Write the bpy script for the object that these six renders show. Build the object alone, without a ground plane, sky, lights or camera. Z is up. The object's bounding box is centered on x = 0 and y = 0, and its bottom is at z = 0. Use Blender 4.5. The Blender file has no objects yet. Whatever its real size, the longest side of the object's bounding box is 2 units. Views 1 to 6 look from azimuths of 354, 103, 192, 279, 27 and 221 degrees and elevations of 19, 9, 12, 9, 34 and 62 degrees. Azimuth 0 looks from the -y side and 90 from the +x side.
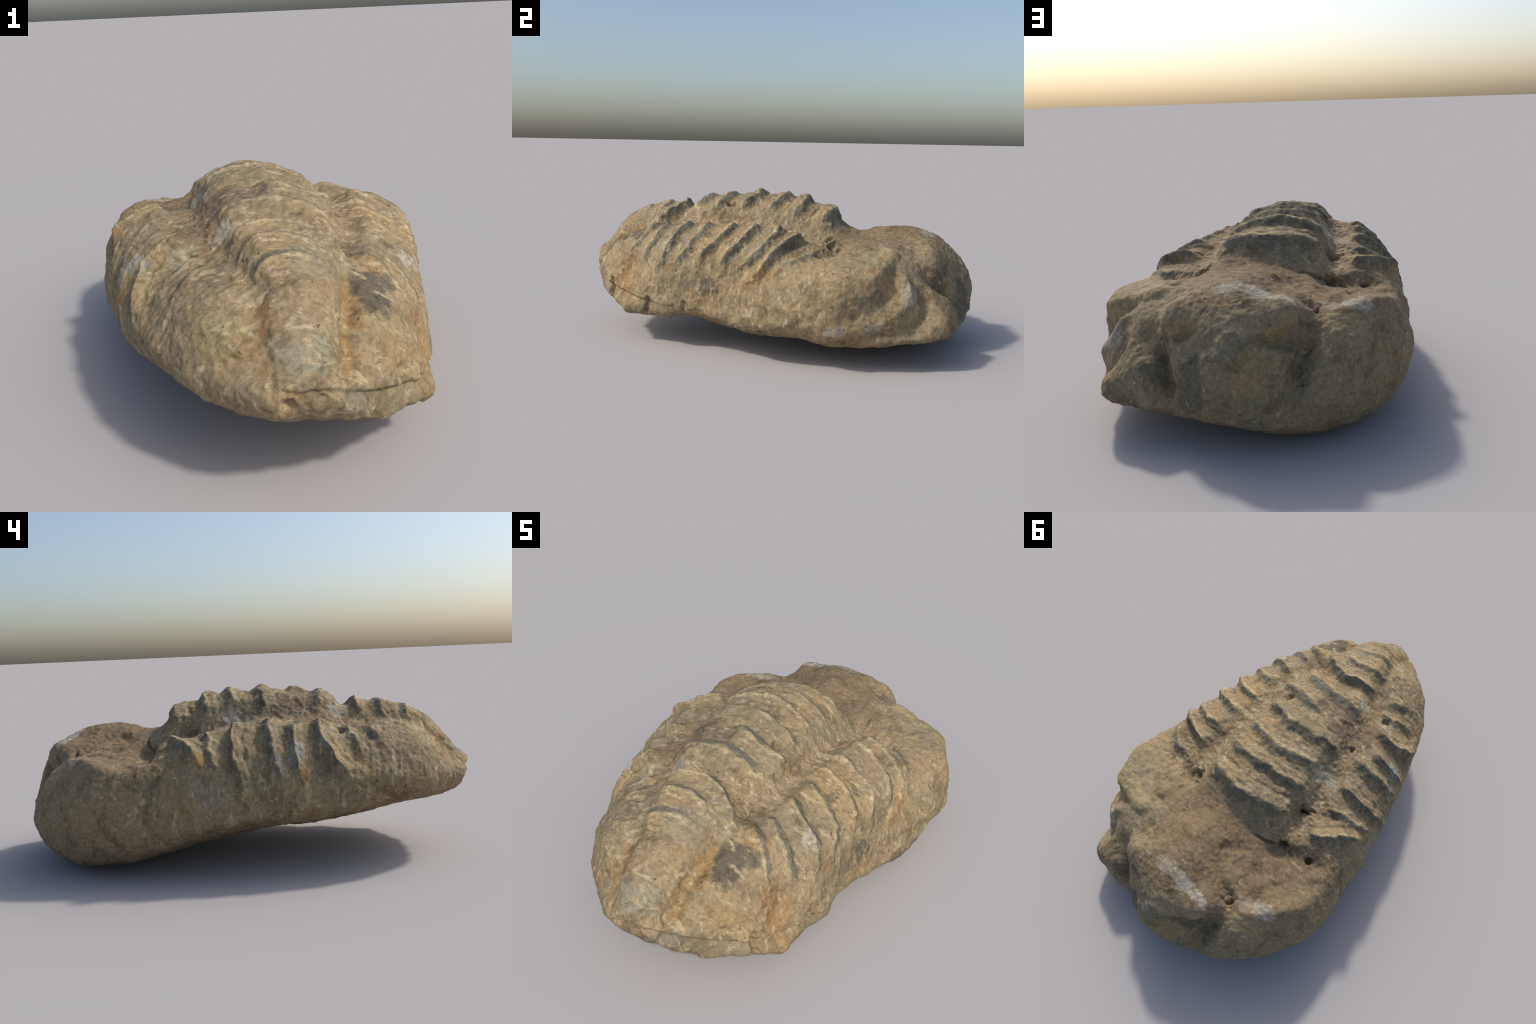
# Trilobite fossil: a lofted body (cross-sections along the animal's length),
# voxel-remeshed, then carved and raised by named relief features
# (rings, ribs, furrows, lobes, pits, cracks) and split into anatomical parts.
import bpy, math
import numpy as np
from mathutils import Vector, kdtree

VOXEL = 0.0042
rng = np.random.default_rng(11)

# ---------------------------------------------------------------- sections
# Each station (y) lists the ring of points (x, z) in the order:
# bottom centre, bottom right edge, right side, right upper side, right rib
# shoulder, right axial furrow, axis right flank, axis crest, axis left flank,
# left axial furrow, left rib shoulder, left upper side, left side, bottom left
SECTIONS = {
 -0.982: [(-.05,.33),(-.02,.33),(.01,.34),(.015,.36),(.01,.38),(.005,.39),(-.01,.395),(-.04,.4),(-.07,.395),(-.09,.385),(-.105,.375),(-.11,.36),(-.105,.345),(-.08,.335)],
 -0.955: [(-.05,.285),(0,.28),(.055,.29),(.06,.335),(.04,.37),(.03,.385),(0,.41),(-.05,.425),(-.09,.415),(-.12,.395),(-.14,.375),(-.165,.355),(-.165,.325),(-.12,.29)],
 -0.9: [(-.03,.25),(.1,.225),(.15,.24),(.155,.3),(.112,.36),(.062,.395),(.012,.452),(-.05,.487),(-.11,.475),(-.15,.425),(-.18,.398),(-.225,.365),(-.235,.32),(-.17,.265)],
 -0.8: [(-.02,.215),(.25,.19),(.295,.22),(.275,.34),(.195,.445),(.085,.472),(.045,.545),(-.03,.588),(-.1,.572),(-.155,.53),(-.25,.505),(-.325,.42),(-.335,.33),(-.265,.262)],
 -0.65: [(0,.18),(.33,.135),(.37,.25),(.31,.42),(.22,.515),(.12,.545),(.07,.605),(-.015,.64),(-.12,.65),(-.18,.58),(-.3,.53),(-.395,.445),(-.435,.35),(-.32,.24)],
 -0.5: [(0,.15),(.37,.135),(.425,.28),(.36,.455),(.25,.545),(.175,.56),(.1,.605),(-.01,.65),(-.145,.64),(-.225,.578),(-.34,.525),(-.44,.447),(-.495,.34),(-.4,.22)],
 -0.3: [(0,.12),(.42,.15),(.465,.27),(.415,.465),(.285,.565),(.2,.585),(.12,.65),(-.03,.69),(-.17,.685),(-.26,.625),(-.38,.57),(-.485,.472),(-.545,.32),(-.47,.205)],
 -0.1: [(0,.085),(.47,.12),(.517,.25),(.46,.46),(.315,.56),(.205,.588),(.13,.65),(-.05,.71),(-.19,.685),(-.285,.615),(-.41,.58),(-.53,.47),(-.585,.3),(-.51,.19)],
 0.1: [(0,.045),(.53,.115),(.59,.24),(.505,.44),(.34,.555),(.215,.575),(.13,.635),(-.03,.69),(-.2,.67),(-.305,.575),(-.42,.545),(-.555,.455),(-.62,.28),(-.54,.155)],
 0.25: [(0,.025),(.54,.115),(.63,.29),(.55,.425),(.38,.495),(.23,.53),(.13,.605),(-.05,.65),(-.2,.622),(-.32,.525),(-.44,.51),(-.57,.44),(-.635,.26),(-.54,.1)],
 0.4: [(0,.015),(.57,.1),(.645,.29),(.59,.432),(.41,.472),(.24,.5),(.14,.535),(-.05,.555),(-.2,.53),(-.33,.485),(-.49,.455),(-.605,.41),(-.655,.23),(-.54,.055)],
 0.55: [(-.05,.005),(.51,.09),(.578,.22),(.56,.405),(.42,.463),(.27,.51),(.13,.53),(-.02,.575),(-.18,.53),(-.33,.485),(-.49,.475),(-.6,.41),(-.65,.23),(-.52,.03)],
 0.7: [(-.1,0),(.47,.11),(.535,.175),(.47,.33),(.36,.43),(.255,.47),(.13,.525),(-.03,.58),(-.19,.525),(-.31,.47),(-.44,.438),(-.53,.372),(-.565,.22),(-.46,.025)],
 0.82: [(-.1,.025),(.43,.12),(.475,.185),(.4,.3),(.3,.37),(.21,.425),(.11,.5),(-.04,.537),(-.19,.505),(-.28,.43),(-.37,.395),(-.435,.33),(-.475,.2),(-.37,.055)],
 0.91: [(-.06,.08),(.33,.14),(.37,.18),(.31,.24),(.22,.295),(.12,.345),(.05,.42),(-.04,.462),(-.13,.445),(-.2,.38),(-.275,.325),(-.335,.25),(-.335,.17),(-.24,.08)],
 0.97: [(-.05,.12),(.02,.13),(.07,.155),(.07,.19),(.06,.23),(.04,.28),(.01,.33),(-.04,.37),(-.09,.34),(-.13,.3),(-.15,.26),(-.16,.22),(-.15,.17),(-.11,.13)],
 0.992: [(-.05,.17),(-.01,.18),(.01,.19),(.02,.21),(.02,.23),(.01,.25),(0,.27),(-.04,.28),(-.07,.275),(-.09,.26),(-.1,.24),(-.1,.21),(-.09,.19),(-.08,.175)],
}


def hermite(ts, ys, t):
    """Finite-difference cubic through (ts, ys) evaluated at t (vectorised)."""
    ts = np.asarray(ts, float); ys = np.asarray(ys, float)
    d = np.diff(ys, axis=0) / np.diff(ts)[:, None]
    m = np.vstack([d[:1], 0.5 * (d[:-1] + d[1:]), d[-1:]])
    i = np.clip(np.searchsorted(ts, t) - 1, 0, len(ts) - 2)
    h = (ts[i + 1] - ts[i])[:, None]
    u = ((t - ts[i]) / (ts[i + 1] - ts[i]))[:, None]
    return ((2*u**3 - 3*u**2 + 1) * ys[i] + (u**3 - 2*u**2 + u) * h * m[i]
            + (-2*u**3 + 3*u**2) * ys[i + 1] + (u**3 - u**2) * h * m[i + 1])


def loft():
    ys = sorted(SECTIONS)
    pts = np.array([SECTIONS[y] for y in ys])            # station, ring, 2
    K = pts.shape[1]
    n_len, n_sub = 300, 16
    t = np.linspace(0, 1, n_len)
    yy = ys[0] + (ys[-1] - ys[0]) * (0.5 - 0.5 * np.cos(np.pi * (0.08 + 0.84 * t)) - 0.0)
    yy = np.interp(np.linspace(0, 1, n_len), np.linspace(0, 1, n_len), yy)
    yy = ys[0] + (yy - yy[0]) / (yy[-1] - yy[0]) * (ys[-1] - ys[0])
    ring = hermite(ys, pts.reshape(len(ys), -1), yy).reshape(n_len, K, 2)
    u = np.arange(n_sub) / n_sub
    out = []
    for k in range(K):
        p0, p1, p2, p3 = (ring[:, (k + j) % K] for j in (-1, 0, 1, 2))
        for s in u:
            out.append(0.5 * (2*p1 + (p2 - p0)*s + (2*p0 - 5*p1 + 4*p2 - p3)*s*s
                              + (3*p1 - p0 - 3*p2 + p3)*s**3))
    out = np.stack(out, 1)                                # len, ring, 2
    M = out.shape[1]
    V = np.zeros((n_len, M, 3))
    V[..., 0] = out[..., 0]; V[..., 2] = out[..., 1]; V[..., 1] = yy[:, None]
    verts = V.reshape(-1, 3)
    a = np.arange(n_len - 1)[:, None] * M; j = np.arange(M)[None]; j2 = (j + 1) % M
    faces = np.stack([a + j, a + M + j, a + M + j2, a + j2], -1).reshape(-1, 4).tolist()
    tail = V[0].mean(0) + np.array([0, -.008, 0]); head = V[-1].mean(0) + np.array([0, .006, 0])
    n = len(verts)
    verts = np.vstack([verts, tail, head])
    base = (n_len - 1) * M
    for k in range(M):
        k2 = (k + 1) % M
        faces.append([n, k, k2]); faces.append([n + 1, base + k2, base + k])
    ring_id = np.tile(np.arange(M) / n_sub, n_len)
    ring_id = np.concatenate([ring_id, [0, 0]])
    return verts, faces, ring_id


def remesh(verts, faces):
    me = bpy.data.meshes.new("body_loft")
    me.from_pydata(verts.tolist(), [], faces)
    me.update()
    ob = bpy.data.objects.new("body_loft", me)
    bpy.context.scene.collection.objects.link(ob)
    md = ob.modifiers.new("even", "REMESH")
    md.mode = 'VOXEL'; md.voxel_size = VOXEL; md.adaptivity = 0.0
    dg = bpy.context.evaluated_depsgraph_get()
    ev = ob.evaluated_get(dg).to_mesh()
    n = len(ev.vertices)
    P = np.empty(n * 3); ev.vertices.foreach_get("co", P); P = P.reshape(-1, 3)
    m = len(ev.polygons)
    tot = np.empty(m, np.int32); ev.polygons.foreach_get("loop_total", tot)
    li = np.empty(len(ev.loops), np.int32); ev.loops.foreach_get("vertex_index", li)
    assert (tot == 4).all()
    Fq = li.reshape(-1, 4)
    bpy.data.objects.remove(ob)
    bpy.data.meshes.remove(me)
    return P, Fq


class Surface:
    def __init__(self, P, F):
        self.P, self.F = P, F
        e = np.concatenate([F[:, [0, 1]], F[:, [1, 2]], F[:, [2, 3]], F[:, [3, 0]]])
        self.E = e
        self.deg = np.bincount(e[:, 0], minlength=len(P)) + np.bincount(e[:, 1], minlength=len(P))

    def smooth(self, A, k=1, w=0.6):
        A = A.copy()
        e, n = self.E, len(self.P)
        one = A.ndim == 1
        if one: A = A[:, None]
        for _ in range(k):
            S = np.stack([np.bincount(e[:, 0], A[e[:, 1], c], n) + np.bincount(e[:, 1], A[e[:, 0], c], n)
                          for c in range(A.shape[1])], 1) / self.deg[:, None]
            A += w * (S - A)
        return A[:, 0] if one else A

    def normals(self, soften=0):
        P, F = self.P, self.F
        fn = np.cross(P[F[:, 2]] - P[F[:, 0]], P[F[:, 3]] - P[F[:, 1]])
        N = np.stack([sum(np.bincount(F[:, k], fn[:, c], len(P)) for k in range(4)) for c in range(3)], 1)
        N /= np.linalg.norm(N, axis=1)[:, None] + 1e-12
        if soften:
            N = self.smooth(N, soften)
            N /= np.linalg.norm(N, axis=1)[:, None] + 1e-12
        return N

    def tree(self):
        sub = self.P[::3]
        kd = kdtree.KDTree(len(sub))
        for i, p in enumerate(sub): kd.insert(p, i)
        kd.balance()
        self.kd = kd
        self.N = self.normals(8)

    def curve(self, pts, step=0.006, snap=True):
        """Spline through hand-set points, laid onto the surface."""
        p = np.array(pts, float)
        if len(p) == 1: return p
        L = np.concatenate([[0], np.cumsum(np.linalg.norm(np.diff(p, axis=0), axis=1))])
        t = np.linspace(0, L[-1], max(4, int(L[-1] / step)))
        c = hermite(L, p, t) if len(p) > 2 else p[0] + (p[1] - p[0]) * (t / L[-1])[:, None]
        if snap:
            c = np.array([self.kd.find(Vector(q))[0] for q in c])
            for _ in range(4):
                c[1:-1] = 0.25 * c[:-2] + 0.5 * c[1:-1] + 0.25 * c[2:]
        return c

    def near(self, c, reach, up=(0, 1, 0)):
        """Vertices near a curve: index, distance, signed side (+ = towards head), position 0..1."""
        lo, hi = c.min(0) - reach, c.max(0) + reach
        idx = np.nonzero(((self.P > lo) & (self.P < hi)).all(1))[0]
        q = self.P[idx]
        D = np.full(len(idx), 9.0); K = np.zeros(len(idx), int)
        for s in range(0, len(idx), 20000):
            d = np.linalg.norm(q[s:s+20000, None] - c[None], axis=2)
            K[s:s+20000] = d.argmin(1); D[s:s+20000] = d.min(1)
        ok = D < reach
        idx, D, K, q = idx[ok], D[ok], K[ok], q[ok]
        if len(c) > 1:
            T = np.gradient(c, axis=0); T /= np.linalg.norm(T, axis=1)[:, None] + 1e-9
            up = np.array(up, float)
            fw = up - T * (T @ up)[:, None]
            side = ((q - c[K]) * fw[K]).sum(1)
            t = K / (len(c) - 1)
        else:
            side = np.zeros(len(idx)); t = np.full(len(idx), .5)
        return idx, D, np.sign(side), t


def ends(t, a, b):
    f = np.ones_like(t)
    if a: f *= np.clip(t / a, 0, 1)
    if b: f *= np.clip((1 - t) / b, 0, 1)
    return f * f * (3 - 2 * f)


# ---------------------------------------------------------------- noise
def hash3(i, j, k, seed):
    h = (i * 374761393 + j * 668265263 + k * 2147483647 + seed * 974711) & 0xffffffff
    h = ((h ^ (h >> 13)) * 1274126177) & 0xffffffff
    h = ((h ^ (h >> 16)) * 2246822519) & 0xffffffff
    return ((h ^ (h >> 15)) & 0xffffff) / 8388607.5 - 1.0


def noise(P, scale, seed=0):
    q = P * scale + 100.0
    i = np.floor(q).astype(np.int64); f = q - i
    f = f * f * f * (f * (f * 6 - 15) + 10)
    r = 0
    for a in (0, 1):
        for b in (0, 1):
            for c in (0, 1):
                w = (f[:, 0] if a else 1 - f[:, 0]) * (f[:, 1] if b else 1 - f[:, 1]) * (f[:, 2] if c else 1 - f[:, 2])
                r = r + w * hash3(i[:, 0] + a, i[:, 1] + b, i[:, 2] + c, seed)
    return r


def fbm(P, scale, octaves, seed=0, gain=0.5):
    r = 0; a = 1.0
    for o in range(octaves):
        r = r + a * noise(P, scale * 2.03 ** o, seed + 17 * o); a *= gain
    return r


# ---------------------------------------------------------------- features
def blob(S, D, centre, radius, h):
    c = np.array([S.kd.find(Vector(centre))[0]])
    idx, d, _, _ = S.near(c, radius * 2.2)
    if radius < .04:                                     # pits are ragged
        d = d * (1 + .55 * noise(S.P[idx], 55, 12))
    D[idx] += h * np.exp(-(d / radius) ** 2 * 1.4)


def ridge(S, D, pts, h, front, back=None, a=.15, b=.15, sharp=1.3, face=None, up=(0, 1, 0)):
    """Raised (h>0) or cut (h<0) line; front = width on the head side, back = on the tail side.
    The line wavers and its height varies a little, as on the worn fossil.
    face: dict that collects how much of the steep front / worn crest a vertex belongs to."""
    back = back or front
    c = S.curve(pts)
    idx, d, s, t = S.near(c, max(front, back) * 1.1, up)
    q = S.P[idx]
    w = .006 * noise(q, 22, 3) + .004 * noise(q, 50, 4)
    sd = d * np.where(s >= 0, 1, -1) + (w if face is not None else 0)
    x = np.clip(1 - np.abs(sd) / np.where(sd >= 0, front, back), 0, 1)
    x = np.where((sd >= 0) | (face is None), x * x * (3 - 2 * x), x ** 1.5)
    f = ends(t, a, b)
    D[idx] += h * x ** sharp * f * (1 + .25 * noise(q, 9, 31))
    if face is not None:                                 # growth line behind the crest
        D[idx] -= .16 * h * np.exp(-((sd + .42 * back) / .008) ** 2) * f
        g = f * np.clip(1.25 - np.abs(sd) / front, 0, 1) * (sd > .004)
        np.maximum.at(face["front"], idx, g)
        np.maximum.at(face["crest"], idx, f * np.exp(-((sd + .009) / .009) ** 2))
    return c


# axial rings: front crest lines, from right furrow to left furrow (x, y, z)
RINGS = [
 [(.20,.25,.55),(.10,.27,.62),(-.05,.312,.67),(-.165,.285,.655),(-.32,.21,.57)],
 [(.20,.10,.58),(.10,.142,.66),(0,.158,.71),(-.147,.157,.715),(-.225,.13,.68),(-.33,.10,.59)],
 [(.175,-.025,.61),(.10,.005,.67),(-.036,.052,.73),(-.14,.030,.71),(-.22,0,.68),(-.27,-.03,.62)],
 [(.19,-.145,.60),(.11,-.14,.66),(-.01,-.09,.73),(-.14,-.095,.73),(-.235,-.138,.68),(-.29,-.16,.61)],
 [(.19,-.25,.61),(.09,-.265,.68),(-.01,-.24,.735),(-.10,-.235,.73)],
 [(.17,-.39,.62),(.07,-.385,.68),(-.05,-.355,.72),(-.20,-.37,.70),(-.27,-.385,.61)],
]
RING_H = [.042, .034, .03, .032, .036, .032]
TAIL_RINGS = [
 [(.17,-.68,.52),(.14,-.61,.57),(.09,-.55,.63),(0,-.495,.685),(-.11,-.505,.67),(-.22,-.54,.58)],
 [(.10,-.64,.60),(0,-.60,.65),(-.09,-.605,.64),(-.19,-.64,.56)],
 [(.09,-.71,.58),(0,-.69,.63),(-.15,-.72,.56)],
]
RIBS_R = [
 [(.36,.31,.52),(.42,.28,.515),(.5,.209,.495),(.55,.114,.446),(.60,.06,.38)],
 [(.27,.215,.536),(.34,.20,.58),(.42,.175,.59),(.5,.115,.523),(.55,.059,.455),(.57,-.012,.378),(.56,-.054,.32)],
 [(.25,.095,.56),(.30,.091,.585),(.38,.083,.605),(.47,.039,.523),(.51,-.007,.471),(.54,-.082,.399),(.55,-.109,.33)],
 [(.24,-.015,.59),(.29,-.03,.615),(.36,-.05,.625),(.46,-.088,.542),(.5,-.138,.475),(.52,-.167,.403),(.52,-.2,.32)],
 [(.215,-.145,.60),(.26,-.148,.62),(.33,-.152,.63),(.43,-.205,.546),(.47,-.256,.491),(.49,-.29,.426),(.49,-.33,.33)],
 [(.22,-.25,.605),(.26,-.265,.62),(.31,-.278,.625),(.37,-.307,.574),(.43,-.34,.51),(.46,-.407,.415),(.46,-.44,.32)],
 [(.19,-.372,.60),(.25,-.385,.618),(.3,-.412,.584),(.39,-.451,.506),(.43,-.48,.439),(.44,-.553,.3)],
 [(.18,-.50,.575),(.24,-.515,.58),(.33,-.56,.50),(.38,-.60,.42),(.40,-.64,.3)],
 [(.15,-.545,.57),(.20,-.573,.586),(.28,-.632,.521),(.33,-.68,.442),(.36,-.72,.322)],
]
RIB_R_H = [.012, .055, .045, .04, .036, .034, .036, .022, .026]
RIBS_L = [
 [(-.38,.25,.51),(-.45,.215,.543),(-.52,.145,.514),(-.57,.093,.47),(-.605,.05,.42),(-.62,.03,.33)],
 [(-.36,.10,.55),(-.44,.08,.56),(-.53,.05,.51),(-.60,.01,.44),(-.61,-.03,.38),(-.61,-.05,.28)],
 [(-.35,-.01,.585),(-.41,-.02,.60),(-.5,-.033,.53),(-.55,-.049,.482),(-.58,-.079,.414),(-.59,-.10,.33),(-.57,-.13,.22)],
 [(-.33,-.145,.60),(-.37,-.165,.615),(-.43,-.165,.57),(-.48,-.192,.527),(-.52,-.206,.468),(-.55,-.23,.416),(-.56,-.26,.33),(-.53,-.28,.24)],
 [(-.36,-.255,.60),(-.43,-.27,.575),(-.48,-.283,.517),(-.52,-.292,.466),(-.55,-.31,.40),(-.55,-.343,.33),(-.51,-.36,.25)],
 [(-.32,-.36,.60),(-.38,-.372,.607),(-.45,-.39,.57),(-.48,-.421,.522),(-.5,-.44,.479),(-.5,-.479,.43),(-.5,-.52,.37),(-.48,-.54,.30)],
 [(-.27,-.47,.56),(-.32,-.492,.56),(-.38,-.523,.518),(-.43,-.549,.467),(-.44,-.59,.41)],
 [(-.24,-.55,.56),(-.3,-.574,.575),(-.36,-.626,.525),(-.41,-.69,.45)],
]
RIB_L_H = [.06, .03, .055, .045, .04, .06, .03, .03]


def head_relief(S, D):
    # furrows that set the glabella off from the cheeks
    ridge(S, D, [(.31,.70,.43),(.29,.80,.36),(.24,.86,.31),(.2,.90,.22),(.17,.91,.11)], -.045, .085, a=.3, b=.25, sharp=1.0)
    ridge(S, D, [(-.31,.73,.46),(-.30,.82,.39),(-.285,.875,.31),(-.26,.905,.21),(-.235,.92,.1)], -.058, .09, a=.3, b=.5, sharp=1.0)
    # side lobes of the glabella and the furrows under them
    blob(S, D, (.19,.79,.46), .07, .028)
    blob(S, D, (-.02,.95,.30), .12, .012)
    blob(S, D, (-.21,.80,.46), .085, .036)
    ridge(S, D, [(.19,.84,.37),(.12,.87,.41),(.05,.88,.43)], -.028, .045, b=.6)
    ridge(S, D, [(-.26,.83,.38),(-.20,.87,.39),(-.13,.89,.42)], -.045, .05, b=.6)
    # brim corner and the crescent fold of the free cheek
    blob(S, D, (.44,.84,.19), .07, .02)
    ridge(S, D, [(.40,.66,.46),(.45,.70,.42),(.49,.728,.346),(.55,.64,.24),(.60,.52,.20),(.63,.36,.19)], .023, .07, a=.15, b=.3)
    ridge(S, D, [(.40,.74,.38),(.44,.80,.28),(.50,.76,.20),(.55,.66,.15)], -.028, .06, a=.3, b=.3)
    ridge(S, D, [(.38,.655,.46),(.46,.65,.41),(.54,.61,.33),(.60,.52,.27)], -.014, .065, a=.2, b=.35)
    # overhanging cheek lobe
    ridge(S, D, [(.27,.62,.525),(.35,.632,.50),(.45,.61,.455),(.54,.565,.42),(.60,.49,.38)], .026, .05, .14, a=.15, b=.3)
    blob(S, D, (.27,.54,.53), .05, -.02)
    # deepest part of the groove between glabella and brim
    ridge(S, D, [(.28,.80,.36),(.24,.85,.31),(.21,.885,.24),(.18,.905,.14)], -.03, .05, a=.3, b=.3)
    ridge(S, D, [(-.31,.76,.44),(-.29,.86,.34),(-.268,.90,.25),(-.248,.92,.16),(-.232,.92,.09)], -.034, .05, a=.15, b=.3)
    # shoulder where the flat top of the left cheek breaks off to its steep side
    ridge(S, D, [(-.34,.745,.45),(-.41,.70,.46),(-.47,.64,.475),(-.53,.55,.455),(-.60,.40,.42)], .02, .06, a=.2, b=.3, sharp=1.0)
    # uneven crown: steps and hollows of the stone left on it
    ridge(S, D, [(-.307,.702,.46),(-.239,.668,.52),(-.176,.627,.54),(-.10,.607,.55)], -.022, .03, .055, a=.1, b=.5)
    ridge(S, D, [(-.12,.56,.56),(-.15,.545,.55),(-.19,.505,.54),(-.26,.465,.5)], -.014, .025, .05, a=.2, b=.4)
    blob(S, D, (-.32,.518,.5), .04, -.02)
    blob(S, D, (-.42,.518,.48), .035, -.014)
    blob(S, D, (.05,.60,.56), .06, .012)
    blob(S, D, (.12,.66,.55), .05, -.016)
    blob(S, D, (.125,.77,.55), .05, .012)
    blob(S, D, (.307,.441,.51), .025, -.016)
    ridge(S, D, [(.24,.585,.53),(.29,.545,.53),(.34,.55,.52)], -.016, .035)
    # neck valleys either side of the axis, hollow beside the glabella
    ridge(S, D, [(.18,.40,.53),(.28,.36,.51),(.36,.335,.5),(.46,.28,.48)], -.04, .075, a=.2, b=.3)
    ridge(S, D, [(-.24,.43,.51),(-.36,.38,.49),(-.48,.34,.49),(-.56,.32,.45)], -.035, .08, a=.25, b=.3)
    blob(S, D, (-.19,.56,.53), .09, -.015)


def thorax_relief(S, D, marks):
    for k, (h, pts) in enumerate(zip(RING_H, RINGS)):
        ridge(S, D, pts, h, .085 if k == 0 else .05, .12, a=.22, b=.22, sharp=.9, face=marks)
    for k, pts in enumerate(TAIL_RINGS):
        ridge(S, D, pts, (.03, .012, .008)[k], .04, .10, a=.45, b=.2, face=marks)
    for h, pts in zip(RIB_R_H, RIBS_R):
        ridge(S, D, pts, h * .72, .04, .085, a=.15, b=.45, sharp=.9, face=marks)
    for h, pts in zip(RIB_L_H, RIBS_L):
        ridge(S, D, pts, h * .72, .04, .09, a=.12, b=.6, sharp=.9, face=marks)
    # gap before the tail shield, axial furrows
    ridge(S, D, [(.18,-.54,.58),(.14,-.52,.61),(.09,-.485,.635),(.02,-.45,.66),(-.05,-.435,.66),(-.2,-.46,.61)], -.038, .075, a=.1, b=.5)
    ridge(S, D, [(.24,.33,.51),(.235,.2,.53),(.21,0,.58),(.20,-.2,.6),(.19,-.4,.6),(.17,-.52,.57)], -.007, .05, a=.1, b=.1)
    ridge(S, D, [(-.33,.32,.49),(-.325,.15,.54),(-.30,0,.58),(-.28,-.2,.6),(-.26,-.4,.58),(-.23,-.52,.56)], -.006, .045, a=.1, b=.1)
    ridge(S, D, [(.135,-.63,.55),(.11,-.72,.51),(.085,-.81,.46),(.062,-.90,.39),(.04,-.95,.36)], -.018, .04, a=.3, b=.1)
    # crumbly filling of the furrows
    for pts in ([(.24,.33,.51),(.235,.2,.53),(.21,0,.58),(.20,-.2,.6),(.19,-.4,.6),(.16,-.48,.6),(.02,-.44,.65)],
                [(-.33,.32,.49),(-.325,.15,.54),(-.30,0,.58),(-.28,-.2,.6),(-.26,-.4,.58),(-.22,-.47,.57)],
                [(.20,.40,.52),(.32,.35,.5),(.45,.27,.49)]):
        idx, d, _, _ = S.near(S.curve(pts), .07)
        g = np.clip(1.3 - d / .05 + .5 * noise(S.P[idx], 18, 8), 0, 1)
        np.maximum.at(marks["fill"], idx, g)
        D[idx] += g * .0045 * np.maximum(noise(S.P[idx], 75, 41), -.3)
    blob(S, D, (-.34,-.38,.6), .05, .022)
    blob(S, D, (-.56,.11,.5), .04, .022)
    # knobs on the broken lower right edge
    blob(S, D, (.375,-.67,.15), .05, .022)
    blob(S, D, (.42,-.42,.14), .05, .015)


def pits_and_cracks(S, D):
    for c, r, h in [((.10,-.20,.68), .016, -.05), ((-.319,.176,.55), .022, -.07), ((-.33,.346,.48), .02, -.06),
                    ((-.46,.325,.46), .014, -.04), ((-.31,.702,.46), .018, -.06), ((.245,.365,.52), .026, -.03),
                    ((-.10,-.98,.33), .02, -.03), ((.06,-.955,.32), .014, -.025), ((-.30,-.20,.60), .014, -.03),
                    ((-.31,-.45,.55), .014, -.03)]:
        blob(S, D, c, r, h)
    ridge(S, D, [(-.33,.346,.48),(-.25,.385,.50),(-.17,.41,.52)], -.02, .014, a=.1, b=.4)
    # lower break line: the shell edge stands proud of the stone core beneath it
    ridge(S, D, [(-.13,-.94,.37),(-.08,-.975,.37),(0,-.98,.365),(.06,-.945,.34),(.15,-.885,.30),(.275,-.80,.27),(.35,-.70,.24),(.43,-.5,.205),(.47,-.3,.19)],
          -.013, .012, .045, a=.08, b=.3, up=(0, 0, 1))
    ridge(S, D, [(.30,-.76,.30),(.31,-.77,.22),(.31,-.76,.18)], -.02, .025)
    ridge(S, D, [(.42,-.53,.24),(.41,-.545,.17),(.39,-.55,.14)], -.018, .025)
    ridge(S, D, [(.46,-.34,.24),(.46,-.345,.18),(.44,-.35,.14)], -.016, .025)
    # flaked edges on the left flank and the cracked cheek stone
    ridge(S, D, [(-.60,.16,.36),(-.60,.13,.28),(-.57,.11,.2)], .012, .012, .06)
    ridge(S, D, [(-.56,.42,.10),(-.54,.45,.06)], -.02, .012)


# ---------------------------------------------------------------- build
verts, faces, ring_id = loft()
P, F = remesh(verts, faces)
S = Surface(P, F)
S.P = S.smooth(S.P, 2)
# ring position of every vertex, taken from the loft
kd = kdtree.KDTree(len(verts))
for i, v in enumerate(verts): kd.insert(v, i)
kd.balance()
RID = ring_id[np.array([kd.find(p)[1] for p in S.P])]
BASE_Y = S.P[:, 1].copy()

def stage(fn, *a, soft=2):
    S.tree()
    D = np.zeros(len(S.P))
    fn(S, D, *a)
    D = S.smooth(D, soft) if soft else D
    S.P = S.P + S.N * D[:, None]

marks = {k: np.zeros(len(S.P)) for k in ('front', 'crest', 'fill')}
stage(head_relief, soft=4)
stage(thorax_relief, marks, soft=1)

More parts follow.
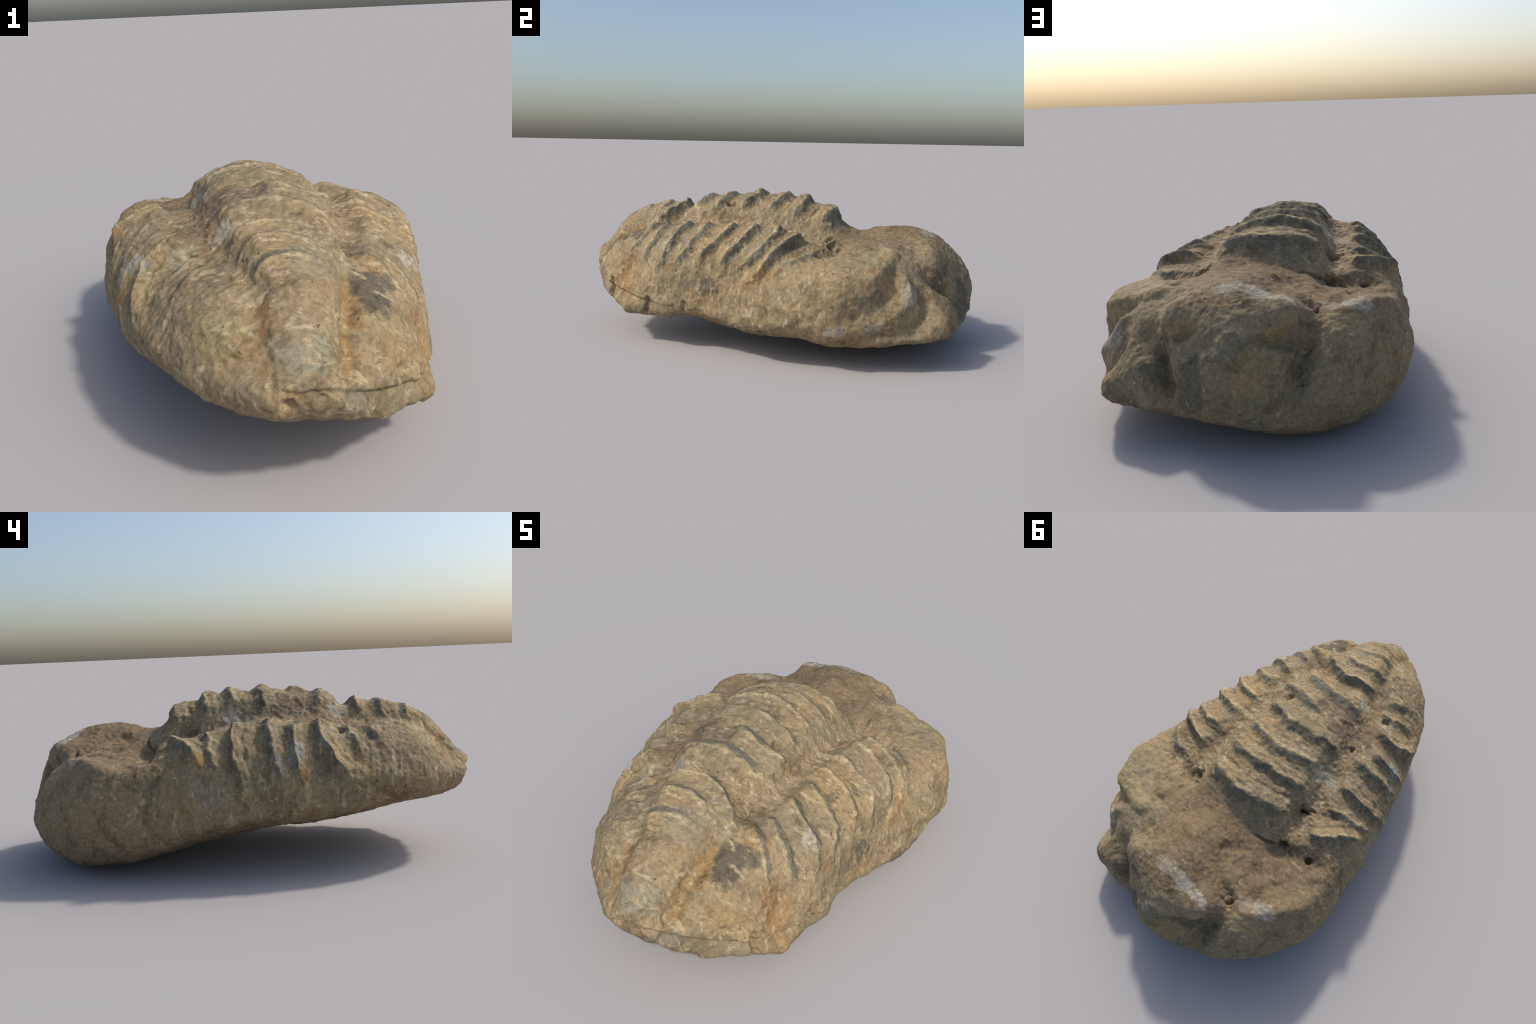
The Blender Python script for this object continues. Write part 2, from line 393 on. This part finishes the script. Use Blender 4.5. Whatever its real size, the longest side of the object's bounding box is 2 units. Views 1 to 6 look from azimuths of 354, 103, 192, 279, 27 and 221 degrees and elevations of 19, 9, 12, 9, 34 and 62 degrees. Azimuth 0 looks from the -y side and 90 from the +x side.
# weathering: broad lumps, then grain
N = S.normals(3)
S.P = S.P + N * (0.005 * fbm(S.P, 6, 3, 5) - 0.005 * np.abs(fbm(S.P, 13, 2, 14)) + 0.0014 * fbm(S.P, 30, 2, 9))[:, None]
grow = np.clip((.38 - S.P[:, 1]) / .08, 0, 1) * np.clip((S.P[:, 2] - .2) / .1, 0, 1)     # growth lines across the back
S.P = S.P - N * (grow * .0035 * np.abs(fbm(S.P * np.array([.28, 1.0, .28]), 34, 2, 44)))[:, None]
low = np.exp(-((RID - 1.5) / .6) ** 2)                       # broken lower right edge
S.P = S.P + N * (low * (.010 * fbm(S.P, 11, 2, 61)))[:, None]
stage(pits_and_cracks, soft=0)
N = S.normals(2)
S.P = S.P + N * (0.0022 * fbm(S.P, 60, 2, 21))[:, None]

S.P[:, 2] -= S.P[:, 2].min()

# ---------------------------------------------------------------- materials
def lin(r, g, b):
    f = lambda c: (c / 255 / 12.92 if c / 255 <= .04045 else ((c / 255 + .055) / 1.055) ** 2.4)
    return (f(r), f(g), f(b), 1)


# stains, crusts and bare patches: (centre, radii, colour, strength, ragged edge)
WHITE, GREY, SLATE = (182,174,156), (118,113,95), (94,89,77)
OCHRE, OLIVE, BROWN = (156,130,88), (152,139,102), (134,114,86)
PATCHES = [
 ((-.10,.60,.54), (.36,.24,.14), BROWN, .85, .30), ((-.42,.50,.47), (.20,.20,.07), BROWN, .8, .3),
 ((.10,.45,.54), (.25,.10,.10), BROWN, .7, .3), ((-.60,.50,.22), (.16,.42,.30), (142,125,96), .7, .3),  # left cheek side: colour lightened to brighten its shaded face
 ((-.46,.30,.46), (.16,.08,.10), BROWN, .7, .3),
 ((0,.98,.24), (.26,.12,.26), (124,118,97), .75, .35), ((-.40,.86,.24), (.18,.2,.2), (132,123,99), .6, .35),  # glabella front and left cheek front tinted paler to lift the shadow there
 ((-.12,.96,.31), (.08,.08,.09), OCHRE, .55, .4), ((-.22,.87,.41), (.05,.05,.04), OCHRE, .5, .4),
 ((.10,.96,.26), (.07,.08,.10), SLATE, .7, .5), ((.40,.88,.16), (.12,.08,.06), SLATE, .5, .5),
 ((.26,.86,.30), (.07,.07,.16), (100,94,78), .6, .4),
 ((-.02,.775,.58), (.09,.035,.05), WHITE, .55, .6), ((-.13,.785,.555), (.07,.03,.05), WHITE, .85, .6),
 ((-.21,.79,.53), (.05,.03,.05), WHITE, .8, .6),
 ((-.46,.64,.48), (.07,.035,.05), WHITE, .6, .7), ((-.36,.66,.47), (.05,.03,.04), WHITE, .4, .8),
 ((.48,.72,.35), (.05,.05,.07), WHITE, .55, .6), ((.58,.56,.21), (.04,.10,.03), WHITE, .55, .6), ((.62,.40,.19), (.04,.06,.03), WHITE, .7, .6),
 ((.36,.62,.50), (.10,.06,.05), (168,150,110), .7, .5), ((.47,.58,.45), (.07,.07,.05), OLIVE, .7, .5),
 ((.56,.55,.32), (.06,.10,.06), (112,108,94), .6, .4),
 ((.37,-.45,.51), (.045,.03,.05), WHITE, .9, .6), ((.44,-.43,.40), (.04,.04,.05), (160,120,80), .5, .5),
 ((-.31,.0,.63), (.07,.06,.06), WHITE, .8, .8), ((-.18,-.28,.70), (.14,.10,.09), (124,108,88), .8, .4),
 ((-.26,-.30,.64), (.14,.14,.08), (126,108,86), .6, .5),
 ((-.33,-.45,.57), (.05,.06,.05), (180,166,136), .7, .6), ((-.20,-.43,.62), (.06,.04,.05), WHITE, .6, .7), ((-.46,-.47,.50), (.05,.05,.05), (170,150,112), .6, .6),
 ((.17,-.70,.50), (.075,.085,.08), SLATE, .85, .6), ((.24,-.62,.50), (.03,.06,.05), SLATE, .6, .5),
 ((.105,-.74,.50), (.035,.12,.06), OCHRE, .9, .4), ((.072,-.87,.42), (.03,.10,.07), OCHRE, .9, .4),
 ((.20,-.83,.36), (.07,.04,.08), OCHRE, .4, .5), ((.33,-.66,.33), (.05,.06,.12), (160,124,82), .6, .5),
 ((-.13,-.76,.50), (.04,.13,.06), (150,116,74), .7, .5), ((-.23,-.77,.46), (.08,.09,.08), OLIVE, .8, .4),
 ((-.04,-.91,.44), (.08,.07,.05), (142,138,116), .8, .5), ((0,-.72,.62), (.09,.10,.04), (150,138,112), .6, .5),
 ((.08,-.93,.33), (.05,.05,.04), (124,120,104), .7, .5),
 ((.50,-.22,.34), (.04,.06,.06), SLATE, .75, .6), ((.46,-.32,.32), (.03,.05,.04), (104,96,80), .6, .6),
 ((.42,-.12,.56), (.04,.03,.03), SLATE, .7, .6), ((.35,-.24,.57), (.03,.03,.03), SLATE, .6, .6),
 ((.55,-.02,.36), (.04,.05,.06), (160,122,80), .55, .5), ((.53,.06,.40), (.03,.05,.06), (164,128,84), .5, .5),
 ((-.50,-.285,.50), (.04,.03,.06), (158,158,150), .8, .6), ((-.46,-.40,.56), (.04,.03,.05), (156,158,152), .85, .6),
 ((-.52,-.21,.45), (.04,.03,.06), (156,154,144), .7, .6), ((-.55,-.33,.43), (.03,.025,.05), (150,112,66), .7, .5),
 ((-.56,.12,.25), (.06,.06,.06), (140,138,118), .8, .4), ((-.60,.05,.36), (.04,.08,.05), (150,146,128), .5, .6),
 ((-.56,-.10,.40), (.06,.10,.10), (128,120,90), .5, .5), ((-.55,.10,.48), (.03,.05,.04), (164,130,84), .7, .5),
]


class Nodes:
    def __init__(self, m):
        m.use_nodes = True
        self.nt = m.node_tree
        self.bs = self.nt.nodes["Principled BSDF"]
        self.obj = self.add("ShaderNodeTexCoord").outputs["Object"]

    def add(self, kind): return self.nt.nodes.new(kind)

    def link(self, a, b): self.nt.links.new(a, b)

    def noise(self, scale, detail=4, rough=.55, vec=None, out="Fac", distort=0):
        n = self.add("ShaderNodeTexNoise")
        n.inputs["Scale"].default_value = scale; n.inputs["Detail"].default_value = detail
        n.inputs["Roughness"].default_value = rough; n.inputs["Distortion"].default_value = distort
        self.link(vec or self.obj, n.inputs["Vector"])
        return n.outputs[out]

    def ramp(self, fac, lo, hi, top=1.0):
        r = self.add("ShaderNodeMapRange"); r.clamp = True; r.interpolation_type = 'SMOOTHSTEP'
        r.inputs["From Min"].default_value = lo; r.inputs["From Max"].default_value = hi
        r.inputs["To Max"].default_value = top
        self.link(fac, r.inputs["Value"]); return r.outputs["Result"]

    def mix(self, fac, a, b, mode='MIX'):
        n = self.add("ShaderNodeMix"); n.data_type = 'RGBA'; n.blend_type = mode
        if isinstance(fac, float): n.inputs["Factor"].default_value = fac
        else: self.link(fac, n.inputs["Factor"])
        for key, v in (("A", a), ("B", b)):
            i = [q for q in n.inputs if q.name == key and q.type == 'RGBA'][0]
            if isinstance(v, tuple): i.default_value = v
            else: self.link(v, i)
        return [o for o in n.outputs if o.type == 'RGBA'][0]

    def math(self, op, a, b):
        n = self.add("ShaderNodeMath"); n.operation = op
        for i, v in enumerate((a, b)):
            if isinstance(v, (int, float)): n.inputs[i].default_value = v
            else: self.link(v, n.inputs[i])
        return n.outputs[0]

    def vmath(self, op, a, b):
        n = self.add("ShaderNodeVectorMath"); n.operation = op
        for i, v in enumerate((a, b)):
            if isinstance(v, tuple): n.inputs[i].default_value = v
            elif v is not None: self.link(v, n.inputs[i])
        return n.outputs["Value"] if op == 'LENGTH' else n.outputs["Vector"]


def stone(name, base, alt, dark, fleck, olive, patchy=1.0, rough_bump=.35):
    m = bpy.data.materials.new(name)
    g = Nodes(m)
    g.bs.inputs["Roughness"].default_value = .85
    g.bs.inputs["Specular IOR Level"].default_value = .25
    col = g.mix(g.ramp(g.noise(4.5, 6, .6), .42, .60), lin(*base), lin(*alt))
    col = g.mix(g.ramp(g.noise(3.2, 7, .6, distort=.4), .50, .62, .55), col, lin(*olive))
    warm = tuple(min(255, int(c * k)) for c, k in zip(base, (1.03, .97, .89)))
    off = g.vmath('ADD', g.obj, (3.1, 1.7, 5.3))
    col = g.mix(g.ramp(g.noise(4.2, 7, .64, vec=off, distort=.6), .51, .62, .6), col, lin(*warm))
    # position, shaken by noise, drives the patches
    shake = g.vmath('SUBTRACT', g.noise(14, 5, .65, out="Color"), (.5, .5, .5))
    shake = g.vmath('MULTIPLY', shake, (.10, .10, .10))
    pos = g.vmath('ADD', g.obj, shake)
    fray = g.noise(38, 4, .65)
    for c, r, rgb, k, rag in PATCHES:
        d = g.vmath('LENGTH', g.vmath('DIVIDE', g.vmath('SUBTRACT', pos, c), r), None)
        d = g.math('ADD', d, g.math('MULTIPLY', g.math('SUBTRACT', fray, .5), 2.2 * rag))
        col = g.mix(g.ramp(d, 1.15, .75, k * patchy), col, lin(*rgb))
    # mottling: broad tones, streaks that run across the back, pale scabs, pores
    cross = g.vmath('MULTIPLY', g.obj, (.7, 1.8, .8))
    sep = g.add("ShaderNodeSeparateXYZ"); g.link(g.obj, sep.inputs[0])
    back = g.ramp(g.math('ADD', sep.outputs["Y"], g.math('MULTIPLY', fray, .2)), .52, .42)        # 1 on thorax and tail
    blotch = g.math('MULTIPLY', g.ramp(g.noise(8, 8, .68, distort=.8), .50, .63), .62)
    col = g.mix(blotch, col, g.mix(1.0, col, lin(186,184,180), 'MULTIPLY'))
    col = g.mix(g.math('MULTIPLY', g.ramp(g.noise(17, 6, .66, vec=cross, distort=.9), .53, .64, .75), back), col, lin(*fleck))
    col = g.mix(g.math('MULTIPLY', g.ramp(g.noise(26, 6, .7, vec=cross, distort=.6), .55, .66, .65), back), col, lin(*dark))
    head = g.math('SUBTRACT', 1.0, back)
    col = g.mix(g.math('MULTIPLY', g.ramp(g.noise(30, 6, .7, distort=.7), .54, .66, .6), head), col, g.mix(.5, col, lin(*fleck)))
    col = g.mix(g.math('MULTIPLY', g.ramp(g.noise(22, 6, .7, distort=.7), .55, .66, .6), head), col, g.mix(.6, col, lin(*dark)))
    col = g.mix(g.ramp(g.noise(40, 3, .6, distort=.4), .64, .74, .6), col, lin(*[min(255, c + 24) for c in fleck]))
    tone = g.noise(60, 5, .7, distort=.5)
    col = g.mix(g.ramp(tone, .36, .60), g.mix(1.0, col, lin(222,219,216), 'MULTIPLY'), col)
    pore = g.math('MULTIPLY', g.ramp(g.noise(46, 2, .5), .68, .73, .85), g.ramp(g.noise(6, 2, .5), .48, .6))
    col = g.mix(pore, col, lin(74,62,48))
    g.link(col, g.bs.inputs["Base Color"])
    bp = g.add("ShaderNodeBump"); bp.inputs["Strength"].default_value = rough_bump; bp.inputs["Distance"].default_value = .007
    rough = g.ramp(g.noise(5, 4, .6), .40, .62)                       # some areas smooth, some gritty
    h = g.math('MULTIPLY', g.noise(55, 6, .7), g.math('ADD', g.math('MULTIPLY', rough, .8), .3))
    h = g.math('ADD', h, g.math('MULTIPLY', g.noise(20, 5, .6, vec=cross), .5))
    h = g.math('ADD', h, g.math('MULTIPLY', pore, -.7))
    g.link(h, bp.inputs["Height"]); g.link(bp.outputs["Normal"], g.bs.inputs["Normal"])
    return m


MATS = [
 stone("shell_limestone", (157,138,104), (145,130,103), (112,99,77), (184,167,131), (137,126,98)),
 stone("grey_calcite_face", (126,120,101), (116,111,95), (100,95,80), (146,136,112), (121,115,94), .35),
 stone("worn_pale_edge", (174,157,122), (164,148,116), (136,120,92), (194,181,151), (158,145,114), .5),
 stone("crumbly_filling", (160,140,108), (149,130,101), (112,96,73), (198,180,146), (142,126,99), .6, .7),
 stone("brown_matrix", (144,127,100), (136,120,94), (110,97,76), (162,146,118), (127,115,91), .8, .5),  # base raised so the unlit lower flanks read less dark
]

# ---------------------------------------------------------------- parts
HOLDER = {"glabella": "head", "cheek": "head", "axial_ring": "thorax", "rib": "thorax", "tail_flank": "tail"}


def build(S):
    Pn = S.normals(0)
    # which material each face shows
    fq = S.P[S.F].mean(1)
    jit = .22 * noise(fq, 40, 71) + .16 * noise(fq, 90, 72)
    slot = np.zeros(len(S.F), np.int32)
    fill = marks["fill"][S.F].mean(1); front = marks["front"][S.F].mean(1); crest = marks["crest"][S.F].mean(1)
    slot[fill + jit > .62] = 3
    slot[front + 1.2 * jit > .60] = 1
    slot[(crest + 1.8 * jit > .78)] = 2
    fy = S.P[S.F].mean(1)
    rid = RID[S.F]
    rid = np.median(rid, axis=1)
    lab = np.full(len(S.F), "rock_matrix", dtype=object)
    x, y, z = fy.T
    top = (rid > 1.3) & (rid < 12.7)
    axis = (rid > 5) & (rid < 9)
    neck = .40
    head, tail = y > neck, y < -.47
    lab[top & head] = "cheek_right"
    lab[top & head & (rid > 7)] = "cheek_left"
    lab[top & head & (rid > 5.3) & (rid < 8.9)] = "glabella"
    lab[top & head & (y < .50) & (rid > 4.6) & (rid < 9.4)] = "head"        # neck and crown
    lab[top & tail] = "tail_flank_right"
    lab[top & tail & (rid > 7)] = "tail_flank_left"
    lab[top & tail & axis] = "tail"
    mid = top & ~head & ~tail
    def seg(curves, sel, tag):
        c = [S.curve(p, .02, False) for p in curves]
        ys = np.array([np.interp(0, [0], [q[:, 1].mean()]) for q in c])
        best = np.full(sel.sum(), 9.0); who = np.zeros(sel.sum(), int)
        q = fy[sel]
        for k, cc in enumerate(c):
            for p in cc:
                d = np.linalg.norm(q - p - np.array([0, -.03, 0]), axis=1)
                m = d < best; best[m] = d[m]; who[m] = k
        lab[sel] = [f"{tag}|{k}" for k in who]
    seg(RINGS, mid & axis, "axial_ring")
    seg(RIBS_R[:8], mid & ~axis & (rid < 7), "rib_right")
    seg(RIBS_L[:7], mid & ~axis & (rid > 7), "rib_left")
    under = np.minimum(rid, 14 - rid) + .5 * noise(fq, 9, 5) + jit
    slot[under < 1.25] = 4
    root = bpy.data.objects.new("trilobite_fossil", None)
    bpy.context.scene.collection.objects.link(root)
    root["label"] = "weathered tan trilobite fossil with ribbed segmented back"
    root["category"] = "fossil"
    # the furrow filling carries the rings and ribs of the thorax
    lab[np.isin([str(t).split("|")[0] for t in lab], ["axial_ring", "rib_right", "rib_left"]) & (fill > .5)] = "thorax"
    made = {}
    order = ["head", "thorax", "tail", "rock_matrix"]
    for tag in sorted(set(lab), key=lambda t: (t not in order, t)):
        sel = lab == tag
        Fs = S.F[sel]
        used, inv = np.unique(Fs, return_inverse=True)
        name = tag.split("|")[0].replace("_right", "").replace("_left", "")
        me = bpy.data.meshes.new(name)
        me.vertices.add(len(used)); me.vertices.foreach_set("co", S.P[used].ravel())
        me.loops.add(Fs.size); me.loops.foreach_set("vertex_index", inv.ravel().astype(np.int32))
        me.polygons.add(len(Fs)); me.polygons.foreach_set("loop_start", np.arange(0, Fs.size, 4, dtype=np.int32))
        me.update(calc_edges=True)
        me.polygons.foreach_set("use_smooth", np.ones(len(Fs), bool))
        me.normals_split_custom_set_from_vertices(Pn[used].tolist())
        for mt in MATS: me.materials.append(mt)
        me.polygons.foreach_set("material_index", slot[sel])
        ob = bpy.data.objects.new(name, me)
        bpy.context.scene.collection.objects.link(ob)
        ob.parent = made[HOLDER[name]] if name in HOLDER else root
        made[name] = ob
    print("faces", len(S.F))

build(S)
